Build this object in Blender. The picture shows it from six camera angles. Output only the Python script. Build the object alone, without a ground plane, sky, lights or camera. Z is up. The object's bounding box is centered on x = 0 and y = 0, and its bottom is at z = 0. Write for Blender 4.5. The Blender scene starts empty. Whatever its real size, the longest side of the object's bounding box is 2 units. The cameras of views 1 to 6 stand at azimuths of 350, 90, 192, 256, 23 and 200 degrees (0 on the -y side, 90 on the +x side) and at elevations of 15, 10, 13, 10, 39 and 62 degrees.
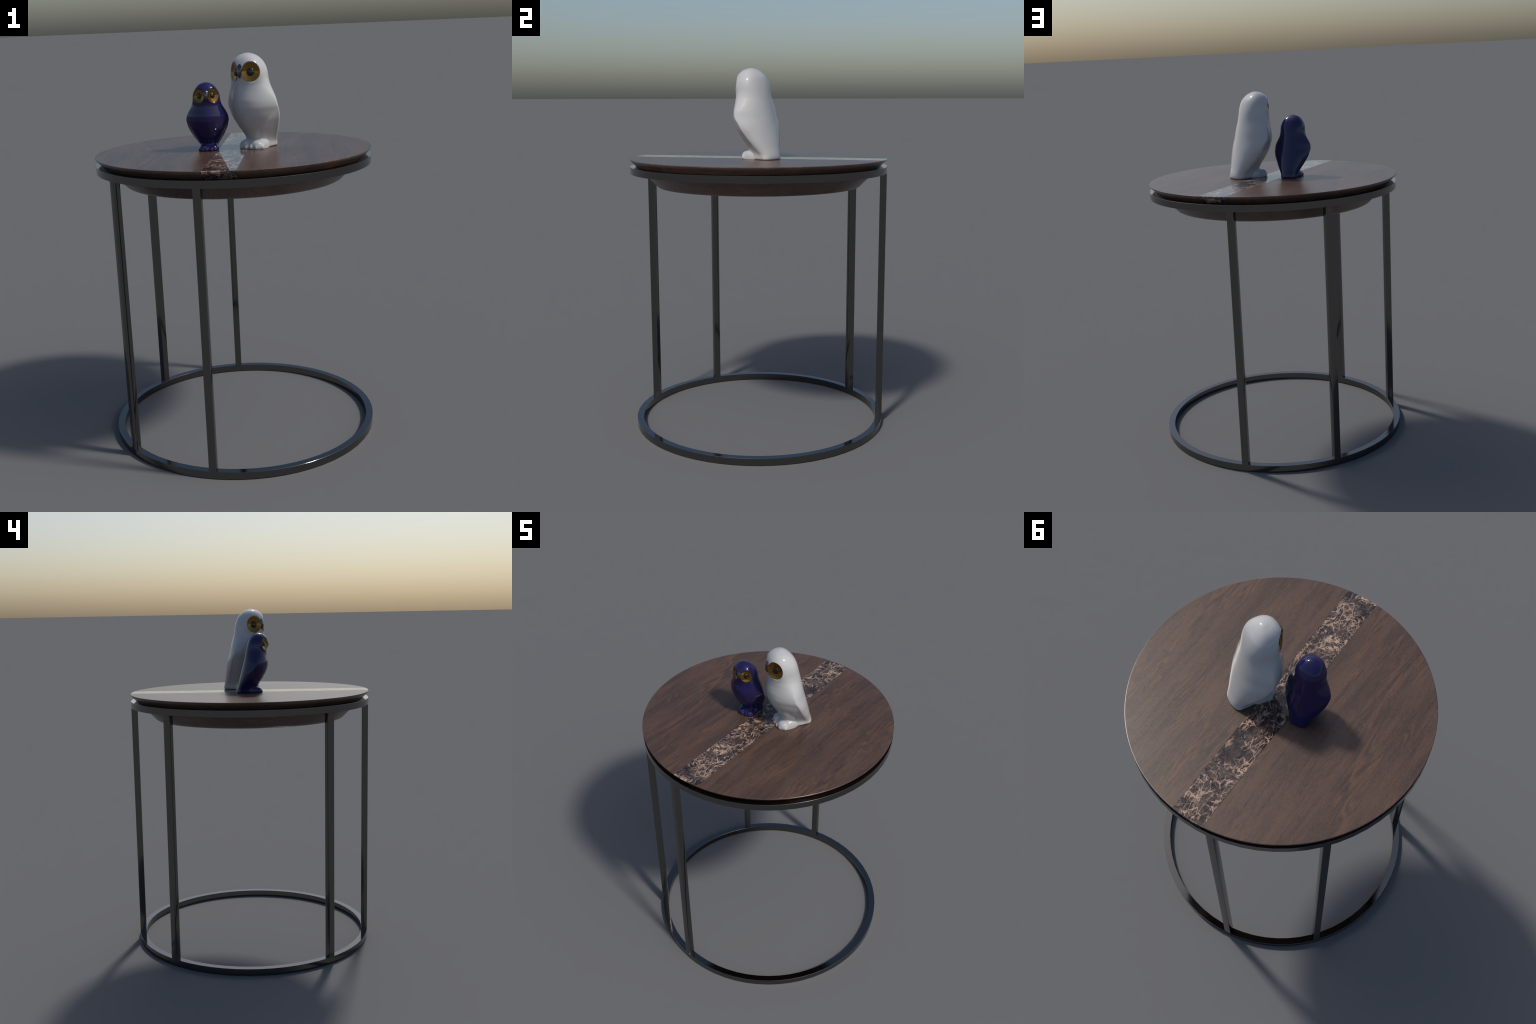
"""Round side table (wood + marble inlay top on a dark metal frame) with two ceramic owls."""
import math
import bpy, bmesh
import numpy as np
from mathutils import Vector, Matrix

# ----------------------------------------------------------------------------
# dimensions (metres)
# ----------------------------------------------------------------------------
R_TABLE = 0.7122            # radius of the wooden top
R_FRAME = 0.7110            # outer radius of both metal rings
BAR = 0.0370                # square bar of rings and legs
Z_TOP = 1.5142              # table surface
Z_RING = 1.4355             # underside of the upper ring
Z_BOWL = 1.355             # underside of the wooden bowl
STRIP_ANGLE = math.radians(75.1)
STRIP_HALF = 0.0785
LEG_ANGLES = [83.5, 125.5, 204.5, 246.5]
RING_SEGMENTS = 64

coll = bpy.context.scene.collection


# ----------------------------------------------------------------------------
# node helpers
# ----------------------------------------------------------------------------
class Nodes:
    def __init__(self, name):
        self.mat = bpy.data.materials.new(name)
        self.mat.use_nodes = True
        self.t = self.mat.node_tree
        self.t.nodes.clear()
        self.out = self.t.nodes.new("ShaderNodeOutputMaterial")
        self.bsdf = self.t.nodes.new("ShaderNodeBsdfPrincipled")
        self.link(self.bsdf.outputs[0], self.out.inputs[0])

    def link(self, a, b):
        self.t.links.new(a, b)

    def put(self, sock, v):
        if hasattr(v, "is_output"):
            self.link(v, sock)
        elif isinstance(v, (tuple, list)):
            v = tuple(v)
            if sock.type == "RGBA" and len(v) == 3:
                v = v + (1.0,)
            sock.default_value = v
        else:
            sock.default_value = v

    def set(self, **kw):
        for k, v in kw.items():
            self.put(self.bsdf.inputs[k.replace("_", " ")], v)
        return self

    def coords(self, rot=(0, 0, 0), scale=(1, 1, 1), loc=(0, 0, 0)):
        tc = self.t.nodes.new("ShaderNodeTexCoord")
        return self.mapping(tc.outputs["Object"], rot, scale, loc)

    def mapping(self, vec, rot=(0, 0, 0), scale=(1, 1, 1), loc=(0, 0, 0)):
        m = self.t.nodes.new("ShaderNodeMapping")
        self.link(vec, m.inputs[0])
        m.inputs["Location"].default_value = loc
        m.inputs["Rotation"].default_value = rot
        m.inputs["Scale"].default_value = scale
        return m.outputs[0]

    def noise(self, vec, scale, detail=4.0, rough=0.55, distort=0.0, color=False):
        n = self.t.nodes.new("ShaderNodeTexNoise")
        self.link(vec, n.inputs["Vector"])
        n.inputs["Scale"].default_value = scale
        n.inputs["Detail"].default_value = detail
        n.inputs["Roughness"].default_value = rough
        n.inputs["Distortion"].default_value = distort
        return n.outputs["Color" if color else "Fac"]

    def voronoi_edge(self, vec, scale, randomness=1.0):
        n = self.t.nodes.new("ShaderNodeTexVoronoi")
        n.feature = "DISTANCE_TO_EDGE"
        self.link(vec, n.inputs["Vector"])
        n.inputs["Scale"].default_value = scale
        n.inputs["Randomness"].default_value = randomness
        return n.outputs["Distance"]

    def math(self, op, a, b=0.0, clamp=False):
        n = self.t.nodes.new("ShaderNodeMath")
        n.operation = op
        n.use_clamp = clamp
        self.put(n.inputs[0], a)
        self.put(n.inputs[1], b)
        return n.outputs[0]

    def remap(self, v, a, b, c=0.0, d=1.0):
        n = self.t.nodes.new("ShaderNodeMapRange")
        n.interpolation_type = "SMOOTHSTEP"
        self.put(n.inputs["Value"], v)
        n.inputs["From Min"].default_value = a
        n.inputs["From Max"].default_value = b
        n.inputs["To Min"].default_value = c
        n.inputs["To Max"].default_value = d
        return n.outputs[0]

    def vecmath(self, op, a, b):
        n = self.t.nodes.new("ShaderNodeVectorMath")
        n.operation = op
        self.put(n.inputs[0], a)
        self.put(n.inputs[1], b)
        return n.outputs[0]

    def warp(self, vec, scale, amount, detail=3.0):
        """Shift coordinates by a noise vector."""
        n = self.noise(vec, scale, detail, color=True)
        c = self.vecmath("SUBTRACT", n, (0.5, 0.5, 0.5))
        c = self.vecmath("MULTIPLY", c, (amount, amount, amount))
        return self.vecmath("ADD", vec, c)

    def mix(self, fac, a, b, blend="MIX"):
        n = self.t.nodes.new("ShaderNodeMix")
        n.data_type = "RGBA"
        n.blend_type = blend
        self.put(n.inputs[0], fac)
        self.put(n.inputs[6], a)
        self.put(n.inputs[7], b)
        return n.outputs[2]

    def bump(self, height, strength, distance):
        n = self.t.nodes.new("ShaderNodeBump")
        n.inputs["Strength"].default_value = strength
        n.inputs["Distance"].default_value = distance
        self.link(height, n.inputs["Height"])
        self.link(n.outputs[0], self.bsdf.inputs["Normal"])


# ----------------------------------------------------------------------------
# materials
# ----------------------------------------------------------------------------
def wood_material():
    m = Nodes("walnut_veneer")
    v = m.coords(rot=(0, 0, -STRIP_ANGLE))                 # x runs along the grain
    v = m.warp(v, 2.2, 0.03, 2.0)                          # slow waver of the fibres
    streak = m.noise(m.mapping(v, scale=(1.0, 13.0, 13.0)), 3.0, 7.0, 0.66, 0.35)
    fibre = m.noise(m.mapping(v, scale=(1.0, 6.5, 6.5)), 42.0, 4.0, 0.75)
    pores = m.noise(m.mapping(v, scale=(1.0, 2.6, 2.6)), 150.0, 2.0, 0.7)
    cloud = m.noise(m.mapping(v, scale=(1.0, 4.0, 4.0), loc=(3, 1, 0)), 2.6, 4.0, 0.55)
    # cathedral figure: ragged bands of a stretched noise field, seen only in patches
    ragged = m.warp(v, 60.0, 0.006, 3.0)
    field = m.noise(m.mapping(ragged, scale=(1.0, 7.5, 7.5), loc=(7, 2, 0)), 1.6, 2.0, 0.5, 0.3)
    bands = m.math("PINGPONG", m.math("MULTIPLY", field, 22.0), 1.0)
    patch = m.remap(m.noise(m.mapping(v, scale=(1.0, 3.6, 3.6), loc=(1, 5, 0)), 2.6, 3.0), 0.48, 0.64)
    col = m.mix(m.remap(cloud, 0.34, 0.66), (0.071, 0.045, 0.035), (0.112, 0.066, 0.045))
    col = m.mix(m.math("MULTIPLY", m.remap(streak, 0.48, 0.68), 0.72), col, (0.040, 0.029, 0.026))
    col = m.mix(m.math("MULTIPLY", m.remap(streak, 0.46, 0.30), 0.60), col, (0.135, 0.070, 0.042))
    figure = m.math("MULTIPLY", m.remap(bands, 0.52, 0.95), patch)
    col = m.mix(m.math("MULTIPLY", figure, 0.68), col, (0.170, 0.080, 0.045))
    gap = m.math("MULTIPLY", m.remap(bands, 0.46, 0.05), patch)
    col = m.mix(m.math("MULTIPLY", gap, 0.55), col, (0.036, 0.027, 0.025))
    col = m.mix(m.math("MULTIPLY", m.remap(fibre, 0.50, 0.70), 0.60), col, (0.165, 0.080, 0.045))
    col = m.mix(m.math("MULTIPLY", m.remap(fibre, 0.48, 0.30), 0.55), col, (0.034, 0.025, 0.023))
    col = m.mix(m.math("MULTIPLY", m.remap(pores, 0.52, 0.68), 0.50), col, (0.037, 0.028, 0.027))
    col = m.mix(m.math("MULTIPLY", m.remap(pores, 0.46, 0.32), 0.42), col, (0.150, 0.085, 0.056))
    m.set(Base_Color=col, Roughness=m.remap(fibre, 0.3, 0.7, 0.28, 0.34), IOR=1.5)
    return m.mat


def marble_material():
    m = Nodes("dark_veined_marble")
    v0 = m.coords(rot=(0, 0, -STRIP_ANGLE))
    v = m.warp(v0, 14.0, 0.045, 4.0)
    w = m.warp(v0, 34.0, 0.016, 4.0)
    at = lambda x, y: m.mapping(v0, loc=(x, y, 0))
    cloud = m.noise(v, 20.0, 7.0, 0.68)
    col = m.mix(m.remap(cloud, 0.36, 0.64), (0.016, 0.0135, 0.016), (0.080, 0.057, 0.050))
    col = m.mix(m.math("MULTIPLY", m.remap(m.noise(at(2, 9), 30.0, 3.0), 0.56, 0.68), 0.8), col, (0.014, 0.013, 0.018))
    dense = m.remap(m.noise(at(5, 1), 9.0, 3.0, 0.55), 0.46, 0.66)         # where veins crowd
    broken = m.remap(m.noise(at(1, 3), 48.0, 3.0, 0.6), 0.30, 0.60)        # gaps along the veins
    # crumbly tan patches
    crumb = m.math("MULTIPLY", m.remap(m.noise(w, 55.0, 5.0, 0.72), 0.48, 0.66), dense)
    col = m.mix(m.math("MULTIPLY", crumb, 0.72), col, (0.29, 0.20, 0.152))
    # hair veins, short net, long strokes and the few broad pale veins
    ridged = m.math("ABSOLUTE", m.math("SUBTRACT", m.noise(w, 36.0, 5.0, 0.62), 0.5))
    hair = m.math("MULTIPLY", m.remap(ridged, 0.026, 0.0), m.remap(dense, 0.0, 0.8, 0.15, 1.0))
    col = m.mix(m.math("MULTIPLY", hair, 0.42), col, (0.30, 0.205, 0.160))
    e2 = m.voronoi_edge(m.mapping(w, loc=(2.3, 0.7, 0)), 40.0)
    net = m.math("MULTIPLY", m.remap(e2, 0.10, 0.01), m.remap(m.noise(at(9, 0), 13.0, 3.0), 0.50, 0.64))
    col = m.mix(m.math("MULTIPLY", m.math("MULTIPLY", net, broken), 0.85), col, (0.40, 0.272, 0.208))
    e3 = m.voronoi_edge(m.mapping(v, rot=(0, 0, 0.6), scale=(0.40, 1.2, 1.0), loc=(0.4, 3.1, 0)), 30.0)
    stroke = m.math("MULTIPLY", m.remap(e3, 0.060, 0.006), m.remap(m.noise(at(0, 6), 11.0, 2.0), 0.46, 0.58))
    col = m.mix(m.math("MULTIPLY", stroke, 0.85), col, (0.47, 0.32, 0.245))
    # pale veins: winding zero lines of noise, swelling and breaking off
    swell = m.remap(m.noise(at(4, 4), 22.0, 3.0), 0.36, 0.74, 0.009, 0.042)
    for k, (scale, where) in enumerate(((9.0, (0, 0)), (15.0, (6, 2)))):
        n = m.noise(m.mapping(v, loc=(where[0], where[1], 0)), scale, 4.0, 0.5, 0.9)
        line = m.math("ABSOLUTE", m.math("SUBTRACT", n, 0.5))
        vein = m.math("SUBTRACT", 1.0, m.math("DIVIDE", line, swell), clamp=True)
        vein = m.math("MULTIPLY", vein, m.remap(m.noise(at(3 + 5 * k, 8), 12.0, 2.0), 0.42, 0.55))
        vein = m.math("MULTIPLY", vein, m.remap(broken, 0.0, 1.0, 0.45, 1.0))
        col = m.mix(m.math("MULTIPLY", vein, 0.95), col, (0.60, 0.41, 0.30))
    m.set(Base_Color=col, Roughness=0.04, IOR=1.5)
    return m.mat


def metal_material():
    m = Nodes("black_nickel")
    v = m.coords()
    n = m.noise(v, 9.0, 3.0)
    m.set(Base_Color=(0.175, 0.170, 0.165), Metallic=1.0, Roughness=m.remap(n, 0.3, 0.7, 0.07, 0.11))
    return m.mat


def glaze_material(name, color, rough):
    m = Nodes(name)
    v = m.coords()
    n = m.noise(v, 7.0, 2.0)
    c = m.mix(m.remap(n, 0.3, 0.7), tuple(k * 0.97 for k in color), tuple(k * 1.03 for k in color))
    m.set(Base_Color=c, Roughness=rough, IOR=1.5)
    return m.mat


def simple_metal(name, color, rough, metallic=1.0):
    m = Nodes(name)
    v = m.coords()
    n = m.noise(v, 60.0, 2.0)
    m.set(Base_Color=color, Metallic=metallic, Roughness=m.remap(n, 0.3, 0.7, rough * 0.9, rough * 1.1))
    return m.mat


def gloss_black():
    m = Nodes("black_glass")
    n = m.noise(m.coords(), 20.0, 2.0)
    m.set(Base_Color=m.mix(n, (0.004, 0.004, 0.005), (0.006, 0.006, 0.007)), Roughness=0.06, IOR=1.6)
    return m.mat


WOOD = wood_material()
MARBLE = marble_material()
METAL = metal_material()
WHITE = glaze_material("white_glaze", (0.50, 0.50, 0.50), 0.06)
NAVY = glaze_material("navy_glaze", (0.0155, 0.0125, 0.074), 0.06)
GOLD = simple_metal("amber_gold", (0.27, 0.150, 0.032), 0.09, 0.90)
STEEL = simple_metal("grey_steel", (0.15, 0.15, 0.15), 0.14)
BLACK = gloss_black()


# ----------------------------------------------------------------------------
# mesh helpers
# ----------------------------------------------------------------------------
def add_object(name, mesh, parent, mat=None):
    ob = bpy.data.objects.new(name, mesh)
    coll.objects.link(ob)
    ob.parent = parent
    if mat is not None:
        mesh.materials.clear()
        mesh.materials.append(mat)
    return ob


def mesh_from_bmesh(name, bm, smooth_angle=None):
    bmesh.ops.recalc_face_normals(bm, faces=bm.faces)
    me = bpy.data.meshes.new(name)
    bm.to_mesh(me)
    bm.free()
    if smooth_angle is not None:
        me.polygons.foreach_set("use_smooth", [True] * len(me.polygons))
        me.set_sharp_from_angle(angle=math.radians(smooth_angle))
    return me


def lathe(profile, segments, closed=False):
    """Spin (r, z) points about the z axis. Points with r == 0 become a pole."""
    bm = bmesh.new()
    rings = []
    for r, z in profile:
        if r <= 1e-9:
            rings.append([bm.verts.new((0, 0, z))])
        else:
            rings.append([bm.verts.new((r * math.cos(2 * math.pi * k / segments), r * math.sin(2 * math.pi * k / segments), z)) for k in range(segments)])
    pairs = list(zip(rings[:-1], rings[1:]))
    if closed:
        pairs.append((rings[-1], rings[0]))
    for a, b in pairs:
        for k in range(segments):
            j = (k + 1) % segments
            if len(a) == 1 and len(b) == 1:
                continue
            if len(a) == 1:
                bm.faces.new((a[0], b[k], b[j]))
            elif len(b) == 1:
                bm.faces.new((a[k], a[j], b[0]))
            else:
                bm.faces.new((a[k], a[j], b[j], b[k]))
    return bm


def thing(name, label, category, loc=(0, 0, 0), heading=0.0, scale=1.0):
    e = bpy.data.objects.new(name, None)
    e.empty_display_size = 0.1
    e.location = loc
    e.rotation_euler = (0, 0, heading)
    e.scale = (scale,) * 3
    e["label"] = label
    e["category"] = category
    coll.objects.link(e)
    return e


# ----------------------------------------------------------------------------
# the table
# ----------------------------------------------------------------------------
def build_table():
    table = thing("side_table", "round walnut side table with marble strip on black metal frame", "side table")

    # upper slab: bevelled disc whose underside tapers in at 45 degrees onto the ring
    z_seat = Z_RING + BAR + 0.0006
    slope = lambda z: R_TABLE - 0.99 * (Z_TOP - 0.0055 - z)
    slab_profile = [(0.0, z_seat), (slope(z_seat) - 0.004, z_seat), (slope(z_seat), z_seat), (slope(z_seat + 0.018), z_seat + 0.018),
                    (R_TABLE - 0.0004, Z_TOP - 0.0052), (R_TABLE, Z_TOP - 0.0036), (R_TABLE - 0.0005, Z_TOP - 0.0016),
                    (R_TABLE - 0.0018, Z_TOP - 0.0003), (R_TABLE - 0.0034, Z_TOP), (R_TABLE - 0.0055, Z_TOP), (0.0, Z_TOP)]
    n = Vector((-math.sin(STRIP_ANGLE), math.cos(STRIP_ANGLE), 0))

    def slab_slice(name, lo, hi, mat):
        """Part of the slab between two chords at signed distances lo and hi from the axis."""
        bm = lathe(slab_profile, 192)
        for d, side in ((lo, -1), (hi, 1)):
            if d is None:
                continue
            geom = list(bm.verts) + list(bm.edges) + list(bm.faces)
            cut = bmesh.ops.bisect_plane(bm, geom=geom, dist=1e-6, plane_co=n * d, plane_no=n * side, clear_outer=True)
            edges = [g for g in cut["geom_cut"] if isinstance(g, bmesh.types.BMEdge)]
            bmesh.ops.holes_fill(bm, edges=edges, sides=0)
        return add_object(name, mesh_from_bmesh(name, bm, 30), table, mat)

    gap = 0.0009
    slab_slice("wood_panel", STRIP_HALF + gap, None, WOOD)
    slab_slice("wood_panel", None, -STRIP_HALF - gap, WOOD)
    slab_slice("marble_strip", -STRIP_HALF, STRIP_HALF, MARBLE)

    # wooden bowl under the ring continues the taper
    b0 = slope(z_seat) - 0.003
    bowl = [(0.0, z_seat - 0.001), (b0, z_seat - 0.001), (slope(Z_RING) - 0.003, Z_RING), (0.5755, 1.3735), (0.5645, 1.3625), (0.554, 1.3570), (0.543, Z_BOWL), (0.535, Z_BOWL), (0.0, Z_BOWL)]
    add_object("table_bowl", mesh_from_bmesh("table_bowl", lathe(bowl, 128), 30), table, WOOD)

    # metal rings (square bar, slightly eased edges, faceted as the original)
    def ring(z0):
        c = 0.0006
        ri, ro = R_FRAME - BAR, R_FRAME
        prof = [(ri, z0 + c), (ri + c, z0), (ro - c, z0), (ro, z0 + c), (ro, z0 + BAR - c), (ro - c, z0 + BAR), (ri + c, z0 + BAR), (ri, z0 + BAR - c)]
        me = mesh_from_bmesh("frame_ring", lathe(prof, RING_SEGMENTS, closed=True), 30)
        return add_object("frame_ring", me, table, METAL)

    ring(0.0)
    ring(Z_RING)

    # legs: one square post, shared by four objects, butted between the rings
    bm = bmesh.new()
    bmesh.ops.create_cube(bm, size=1.0)
    height = Z_RING - BAR
    bmesh.ops.scale(bm, vec=(BAR - 0.0004, BAR + 0.0004, height), verts=bm.verts)
    long_edges = [e for e in bm.edges if abs(e.verts[0].co.z - e.verts[1].co.z) > 0.5]
    bmesh.ops.bevel(bm, geom=long_edges, offset=0.0024, segments=3, affect="EDGES", profile=0.5)
    bmesh.ops.translate(bm, vec=(0, 0, BAR + height / 2), verts=bm.verts)
    post = mesh_from_bmesh("leg", bm, 40)
    post.materials.append(METAL)
    for a in LEG_ANGLES:
        t = math.radians(a)
        leg = bpy.data.objects.new("leg", post)
        leg.location = ((R_FRAME - BAR / 2 - 0.0006) * math.cos(t), (R_FRAME - BAR / 2 - 0.0006) * math.sin(t), 0)
        leg.rotation_euler = (0, 0, t)
        coll.objects.link(leg)
        leg.parent = table
    return table


# ----------------------------------------------------------------------------
# the owl, in its own frame: +y is where it looks, z up, 0.485 m tall
# ----------------------------------------------------------------------------
H = 0.485


def curve(points):
    """Monotone cubic interpolation through (x, y) points."""
    x = np.array([p[0] for p in points]); y = np.array([p[1] for p in points])
    h = np.diff(x); d = np.diff(y) / h
    m = np.zeros(len(x))
    for i in range(1, len(x) - 1):
        if d[i - 1] * d[i] > 0:
            w1, w2 = 2 * h[i] + h[i - 1], h[i] + 2 * h[i - 1]
            m[i] = (w1 + w2) / (w1 / d[i - 1] + w2 / d[i])
    m[0], m[-1] = d[0], d[-1]

    def f(q):
        q = np.clip(q, x[0], x[-1])
        i = np.clip(np.searchsorted(x, q) - 1, 0, len(h) - 1)
        t = (q - x[i]) / h[i]
        return ((1 + 2 * t) * (1 - t) ** 2 * y[i] + t * (1 - t) ** 2 * h[i] * m[i] + t * t * (3 - 2 * t) * y[i + 1] + t * t * (t - 1) * h[i] * m[i + 1])
    return f


# half width across the folded wings
half_width = curve([(0, .0630), (.025, .0665), (.05, .0790), (.077, .0955), (.105, .112), (.134, .127), (.162, .140), (.19, .148), (.218, .152),
                    (.247, .148), (.275, .136), (.304, .119), (.332, .105), (.36, .0985), (.385, .0965), (.41, .0915), (.432, .082), (.448, .0715),
                    (.462, .059), (.474, .042), (.481, .0225), (.4838, .012), (H, .0)])
# breast and face line
front = curve([(0, .000), (.045, .000), (.063, .006), (.083, .017), (.105, .034), (.134, .051), (.162, .067), (.19, .078), (.218, .084), (.247, .085),
               (.275, .081), (.304, .076), (.332, .074), (.352, .076), (.375, .081), (.40, .083), (.42, .0815), (.434, .077), (.448, .0705), (.462, .060),
               (.474, .045), (.481, .0275), (.4838, .016), (H, .004)])
# spine line, leaning back down to the tail
back = curve([(0, -.1765), (.013, -.176), (.064, -.163), (.127, -.147), (.189, -.131), (.246, -.117), (.302, -.104), (.347, -.094), (.38, -.0855),
              (.408, -.0765), (.436, -.064), (.455, -.0485), (.468, -.034), (.477, -.019), (.482, -.008), (H, .004)])
# where the wing is widest: its lower front edge runs from the shoulder down to the tail
ridge = curve([(0, -.146), (.024, -.131), (.074, -.100), (.136, -.065), (.190, -.040), (.225, -.021), (.26, -.015), (.30, -.013), (.34, -.008), (.38, -.002), (.42, .002), (H, .004)])
# shape of the section: exponent along the depth at the breast and at the back
# (about 1 = the wing ends in a hard edge, 2 = it flows round), and across the width
breast_edge = curve([(0, 3.2), (.02, 2.6), (.045, 2.1), (.07, 1.95), (.11, 1.85), (.16, 1.58), (.21, 1.22), (.25, 1.12), (.28, 1.28), (.33, 1.85), (.38, 2.25), (H, 2.2)])
back_edge = curve([(0, 2.2), (.04, 2.05), (.09, 1.85), (.15, 1.58), (.22, 1.36), (.28, 1.6), (.34, 2.1), (.40, 2.5), (.45, 2.6), (H, 2.2)])
# how far the breast is set in from the wing edge
inset = curve([(0, .0), (.02, .02), (.05, .075), (.10, .090), (.16, .060), (.21, .015), (.25, .0), (H, .0)])
fullness = curve([(0, 2.4), (.08, 2.1), (.32, 2.0), (.38, 2.2), (.45, 2.45), (H, 2.1)])


def owl_body_solid():
    bm = bmesh.new()
    zs = np.concatenate([np.linspace(0, .44, 90), H - (H - .44) * (1 - np.linspace(0, 1, 40)[1:]) ** 2])
    quarter = 40
    rows = []
    for z in zs[:-1]:
        w, f, b, r, nf, nb, m = (float(g(z)) for g in (half_width, front, back, ridge, breast_edge, back_edge, fullness))
        if z < .008:
            k = .006 * (1 - math.sqrt(max(0, 1 - (1 - z / .008) ** 2)))
            w -= k; f -= k; b += k
        pts = []
        for i in range(quarter * 4):
            t = 2 * math.pi * i / (quarter * 4)
            c, s = math.cos(t), math.sin(t)
            px = w * math.copysign(abs(c) ** (2 / m), c)
            if s > 0:
                px *= 1 - float(inset(z)) * (1 - math.exp(-s / .10))
            pts.append((px, r + (f - r) * abs(s) ** (2 / nf) if s >= 0 else r + (b - r) * abs(s) ** (2 / nb)))
        rows.append([bm.verts.new((x, y, z)) for x, y in pts])
    n = quarter * 4
    for a, b in zip(rows[:-1], rows[1:]):
        for k in range(n):
            bm.faces.new((a[k], a[(k + 1) % n], b[(k + 1) % n], b[k]))
    bm.faces.new(rows[0][::-1])
    top = bm.verts.new((0, .004, H))
    for k in range(n):
        bm.faces.new((rows[-1][k], rows[-1][(k + 1) % n], top))

    def blob(center, radii, yaw=0.0, pitch=0.0, box=1.0):
        """Ellipsoid; box < 1 squares it up."""
        g = bmesh.ops.create_uvsphere(bm, u_segments=40, v_segments=24, radius=1.0)
        for v in g["verts"]:
            v.co = Vector([math.copysign(abs(k) ** box, k) for k in v.co])
        M = Matrix.Translation(center) @ Matrix.Rotation(yaw, 4, "Z") @ Matrix.Rotation(pitch, 4, "X") @ Matrix.Diagonal((*radii, 1))
        bmesh.ops.transform(bm, matrix=M, verts=g["verts"])

    blob((0, -.022, .010), (.032, .048, .034), 0, 0, .85)
    for side in (-1, 1):
        # instep sloping down to three toes that fan outwards
        blob((side * .0355, -.034, .012), (.0355, .056, .038), -side * .05, -.10, .85)
        blob((side * .0345, -.001, .014), (.0335, .0330, .0310), -side * .30, -.14, .90)
        for lateral, forward, splay in ((.0165, .0195, .02), (.0410, .0145, .26), (.0590, -.0070, .58)):
            blob((side * lateral, forward, .011), (.0128, .0215, .0165), -side * splay, -.10)
    bmesh.ops.recalc_face_normals(bm, faces=bm.faces)
    return bm


EYE_YAW = math.radians(35)
EYE_Z = .3925
EYE_PITCH = math.radians(4.5)
EYE_C = (.050, .0585)      # centre of the rim (lateral, forward)
EYE_W, EYE_H = .0460, .0476


def eye_axes(side):
    """Columns: sideways, up and outward direction of an eye."""
    cp, sp = math.cos(EYE_PITCH), math.sin(EYE_PITCH)
    z = Vector((side * math.sin(EYE_YAW) * cp, math.cos(EYE_YAW) * cp, sp))
    x = Vector((0, 0, 1)).cross(z).normalized()
    return Matrix((x, z.cross(x), z)).transposed()


def owl_body_mesh():
    """Fuse the solids, smooth the joins and sink flat sockets for the eyes."""
    bm = owl_body_solid()
    me = bpy.data.meshes.new("owl_body")
    bm.to_mesh(me); bm.free()
    ob = bpy.data.objects.new("owl_body", me)
    coll.objects.link(ob)
    rm = ob.modifiers.new("fuse", "REMESH"); rm.mode = "VOXEL"; rm.voxel_size = 0.0027
    sm = ob.modifiers.new("soften", "SMOOTH"); sm.factor = 0.5; sm.iterations = 17
    dg = bpy.context.evaluated_depsgraph_get()
    out = bpy.data.meshes.new_from_object(ob.evaluated_get(dg))
    bpy.data.objects.remove(ob); bpy.data.meshes.remove(me)
    n = len(out.vertices)
    co = np.empty(n * 3); out.vertices.foreach_get("co", co); co = co.reshape(-1, 3)
    co[:, 2] = np.maximum(co[:, 2], 0.0)
    co[:, 2] *= H / co[:, 2].max()
    for side in (-1, 1):
        c = np.array((side * EYE_C[0], EYE_C[1], EYE_Z))
        M = np.array(eye_axes(side))
        d = co - c
        u, v, h = (d @ M).T
        nrm = M[:, 2]
        rr = np.sqrt((u / EYE_W) ** 2 + (v / EYE_H) ** 2)
        near = (rr < 1.2) & (h > -.035)
        limit = np.interp(rr, [0, .86, 1.0, 1.03, 1.2], [-.0150, -.0150, -.0025, -.0005, .012])
        co[near] -= np.outer(np.maximum(h[near] - limit[near], 0), nrm)
    out.vertices.foreach_set("co", co.ravel())
    out.update()
    return out


def split_by_region(me):
    """Cut the body into anatomical parts that share border vertices and vertex normals."""
    n = len(me.vertices)
    co = np.empty(n * 3); me.vertices.foreach_get("co", co); co = co.reshape(-1, 3)
    nr = np.empty(n * 3); me.vertex_normals.foreach_get("vector", nr); nr = nr.reshape(-1, 3)
    faces = [tuple(p.vertices) for p in me.polygons]
    cen = np.array([co[list(f)].mean(0) for f in faces])
    x, y, z = cen.T
    neck = .332
    region = np.full(len(faces), 0)                                   # torso
    region[z > neck] = 1                                              # head
    wing = (z <= neck) & (y < ridge(z) + .002) & (np.abs(x) > .012 + .10 * np.maximum(0, .10 - z))
    region[wing & (x < 0)] = 2
    region[wing & (x >= 0)] = 3
    tail = (z < .085) & (y < -.075) & (np.abs(x) <= .012 + .10 * np.maximum(0, .10 - z))
    region[tail] = 4
    foot = (z < .056) & (y > -.055)
    region[foot & (x < 0)] = 5
    region[foot & (x >= 0)] = 6
    names = ["torso", "head", "wing", "wing", "tail", "foot", "foot"]
    parts = []
    for r, name in enumerate(names):
        idx = np.nonzero(region == r)[0]
        if len(idx) == 0:
            continue
        used = np.unique(np.concatenate([faces[i] for i in idx]))
        remap = {int(o): k for k, o in enumerate(used)}
        sub = bpy.data.meshes.new(name)
        sub.from_pydata(co[used].tolist(), [], [[remap[v] for v in faces[i]] for i in idx])
        sub.polygons.foreach_set("use_smooth", [True] * len(sub.polygons))
        sub.normals_split_custom_set_from_vertices(nr[used].tolist())
        parts.append((name, sub))
    return parts


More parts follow.
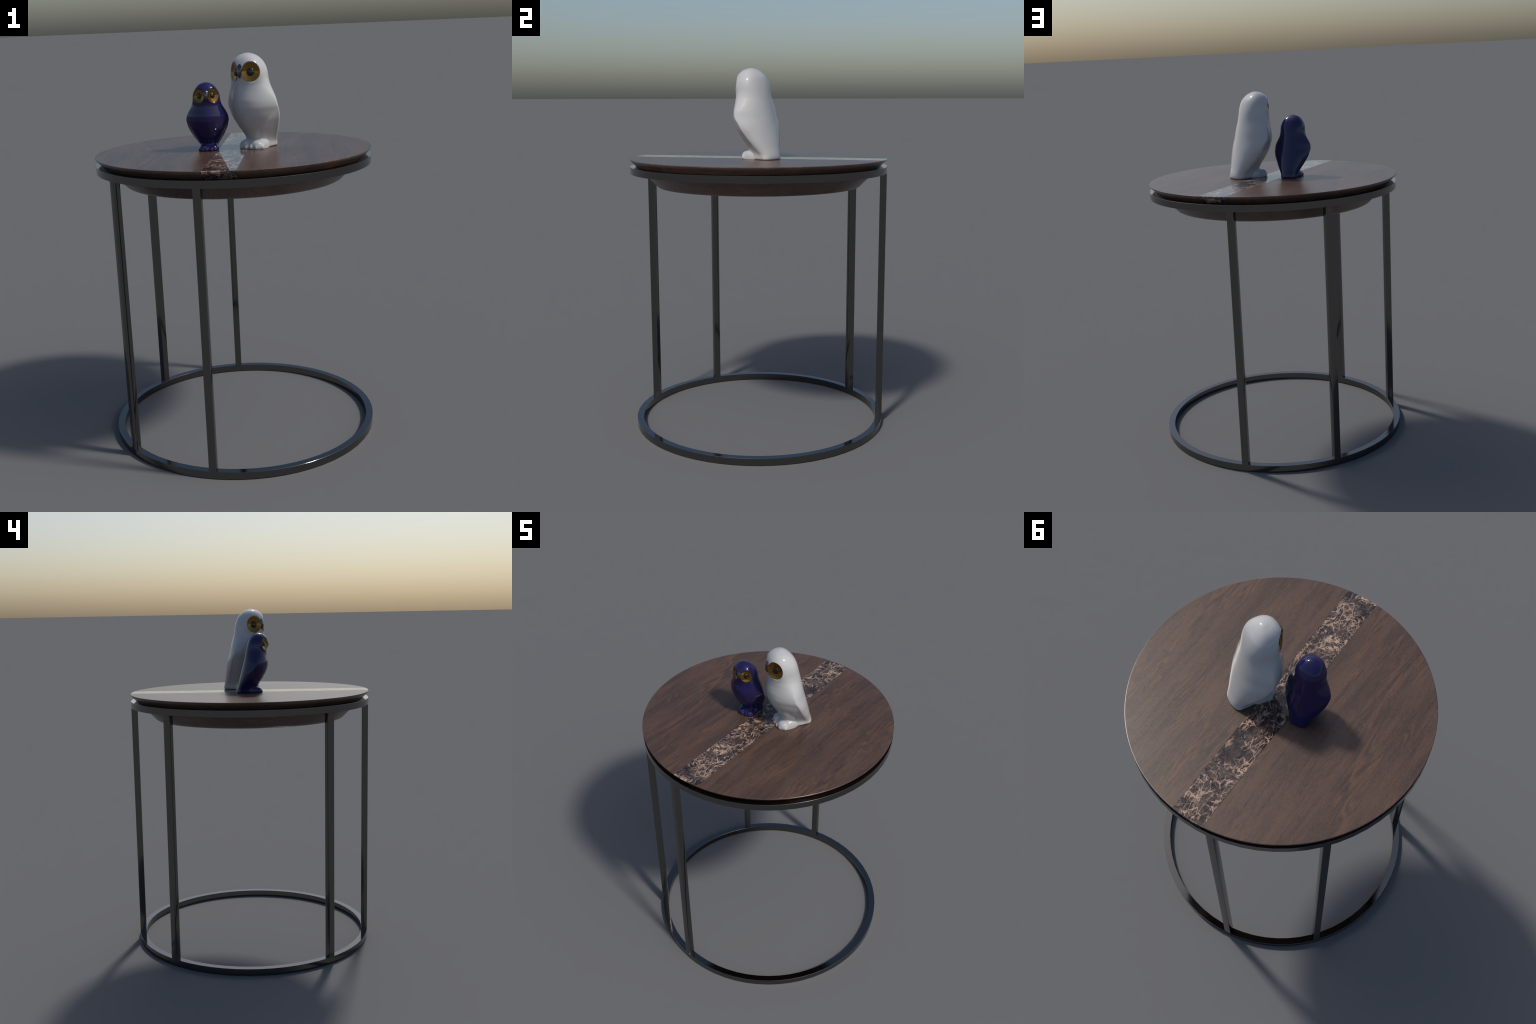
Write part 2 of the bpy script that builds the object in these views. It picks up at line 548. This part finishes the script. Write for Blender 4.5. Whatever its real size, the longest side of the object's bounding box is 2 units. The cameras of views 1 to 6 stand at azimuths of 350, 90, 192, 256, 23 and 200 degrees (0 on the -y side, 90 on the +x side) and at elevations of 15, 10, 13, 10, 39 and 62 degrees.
def eye_mesh():
    """Shallow dish with a rounded rim; local z is the way the eye looks."""
    depth = .0085
    prof = [(.97, -.016), (1.0, -.012), (1.0, -.0012), (.990, .0), (.972, .0002)]
    for k in range(1, 13):
        t = 1 - k / 12
        prof.append((.965 * t, -.0006 - depth * (1 - t * t)))
    prof[-1] = (0.0, prof[-1][1])
    bm = lathe(prof, 64)
    for v in bm.verts:
        v.co.x *= EYE_W; v.co.y *= EYE_H
    return mesh_from_bmesh("eye", bm, 50)


def pupil_mesh():
    bm = bmesh.new()
    bmesh.ops.create_uvsphere(bm, u_segments=40, v_segments=24, radius=1.0)
    for v in bm.verts:
        v.co = Vector((v.co.x * .0198, v.co.y * .0206, v.co.z * .0085 - .0092))
    return mesh_from_bmesh("pupil", bm, 180)


def beak_mesh():
    """Teardrop hook: cross-sections along a curved line between the eyes, down to the tip."""
    rows = []
    bm = bmesh.new()
    wid = curve([(0, .006), (.06, .0125), (.16, .0170), (.30, .0172), (.55, .0140), (.8, .0085), (.94, .0044), (1, .0015)])
    top, tip = .432, .362
    ridge_y = curve([(0, .0785), (.12, .0835), (.35, .0905), (.60, .0930), (.82, .0900), (1, .0825)])
    n = 24
    for t in np.linspace(0, 1, 28):
        z = top + (tip - top) * t
        w = float(wid(t)); y = float(ridge_y(t))
        d = .020
        row = []
        for k in range(n):
            a = 2 * math.pi * k / n
            c, s = math.cos(a), math.sin(a)
            px = w * math.copysign(abs(c) ** .9, c)
            py = y + (s - 1) * (w * .62 if s > 0 else w * .62) + (s < 0) * s * d * .5
            row.append(bm.verts.new((px, py, z)))
        rows.append(row)
    for a, b in zip(rows[:-1], rows[1:]):
        for k in range(n):
            bm.faces.new((a[k], a[(k + 1) % n], b[(k + 1) % n], b[k]))
    bm.faces.new(rows[0]); bm.faces.new(rows[-1])
    return mesh_from_bmesh("beak", bm, 60)


BODY_PARTS = split_by_region(owl_body_mesh())
EYE, PUPIL, BEAK = eye_mesh(), pupil_mesh(), beak_mesh()


def build_owl(label, loc, facing, scale, glaze):
    owl = thing("owl_figurine", label, "owl figurine", loc, facing - math.pi / 2, scale)
    for name, me in BODY_PARTS:
        add_object(name, me.copy(), owl, glaze)
    for side in (-1, 1):
        M = eye_axes(side).to_4x4()
        M.translation = Vector((side * EYE_C[0], EYE_C[1], EYE_Z))
        eye = add_object("eye", EYE.copy(), owl, GOLD)
        eye.matrix_local = M
        add_object("pupil", PUPIL.copy(), eye, BLACK)
    add_object("beak", BEAK.copy(), owl, STEEL)
    return owl


build_table()
build_owl("tall glossy white ceramic owl with amber eyes", (0.0918, -0.0342, Z_TOP + 0.0003), math.radians(-135), (2.0 - Z_TOP - 0.0003) / H, WHITE)
build_owl("small glossy navy blue ceramic owl with amber eyes", (-0.1300, -0.0175, Z_TOP + 0.0004), math.radians(-100), 0.7215, NAVY)
for me in [m for _, m in BODY_PARTS] + [EYE, PUPIL, BEAK]:
    if me.users == 0:
        bpy.data.meshes.remove(me)
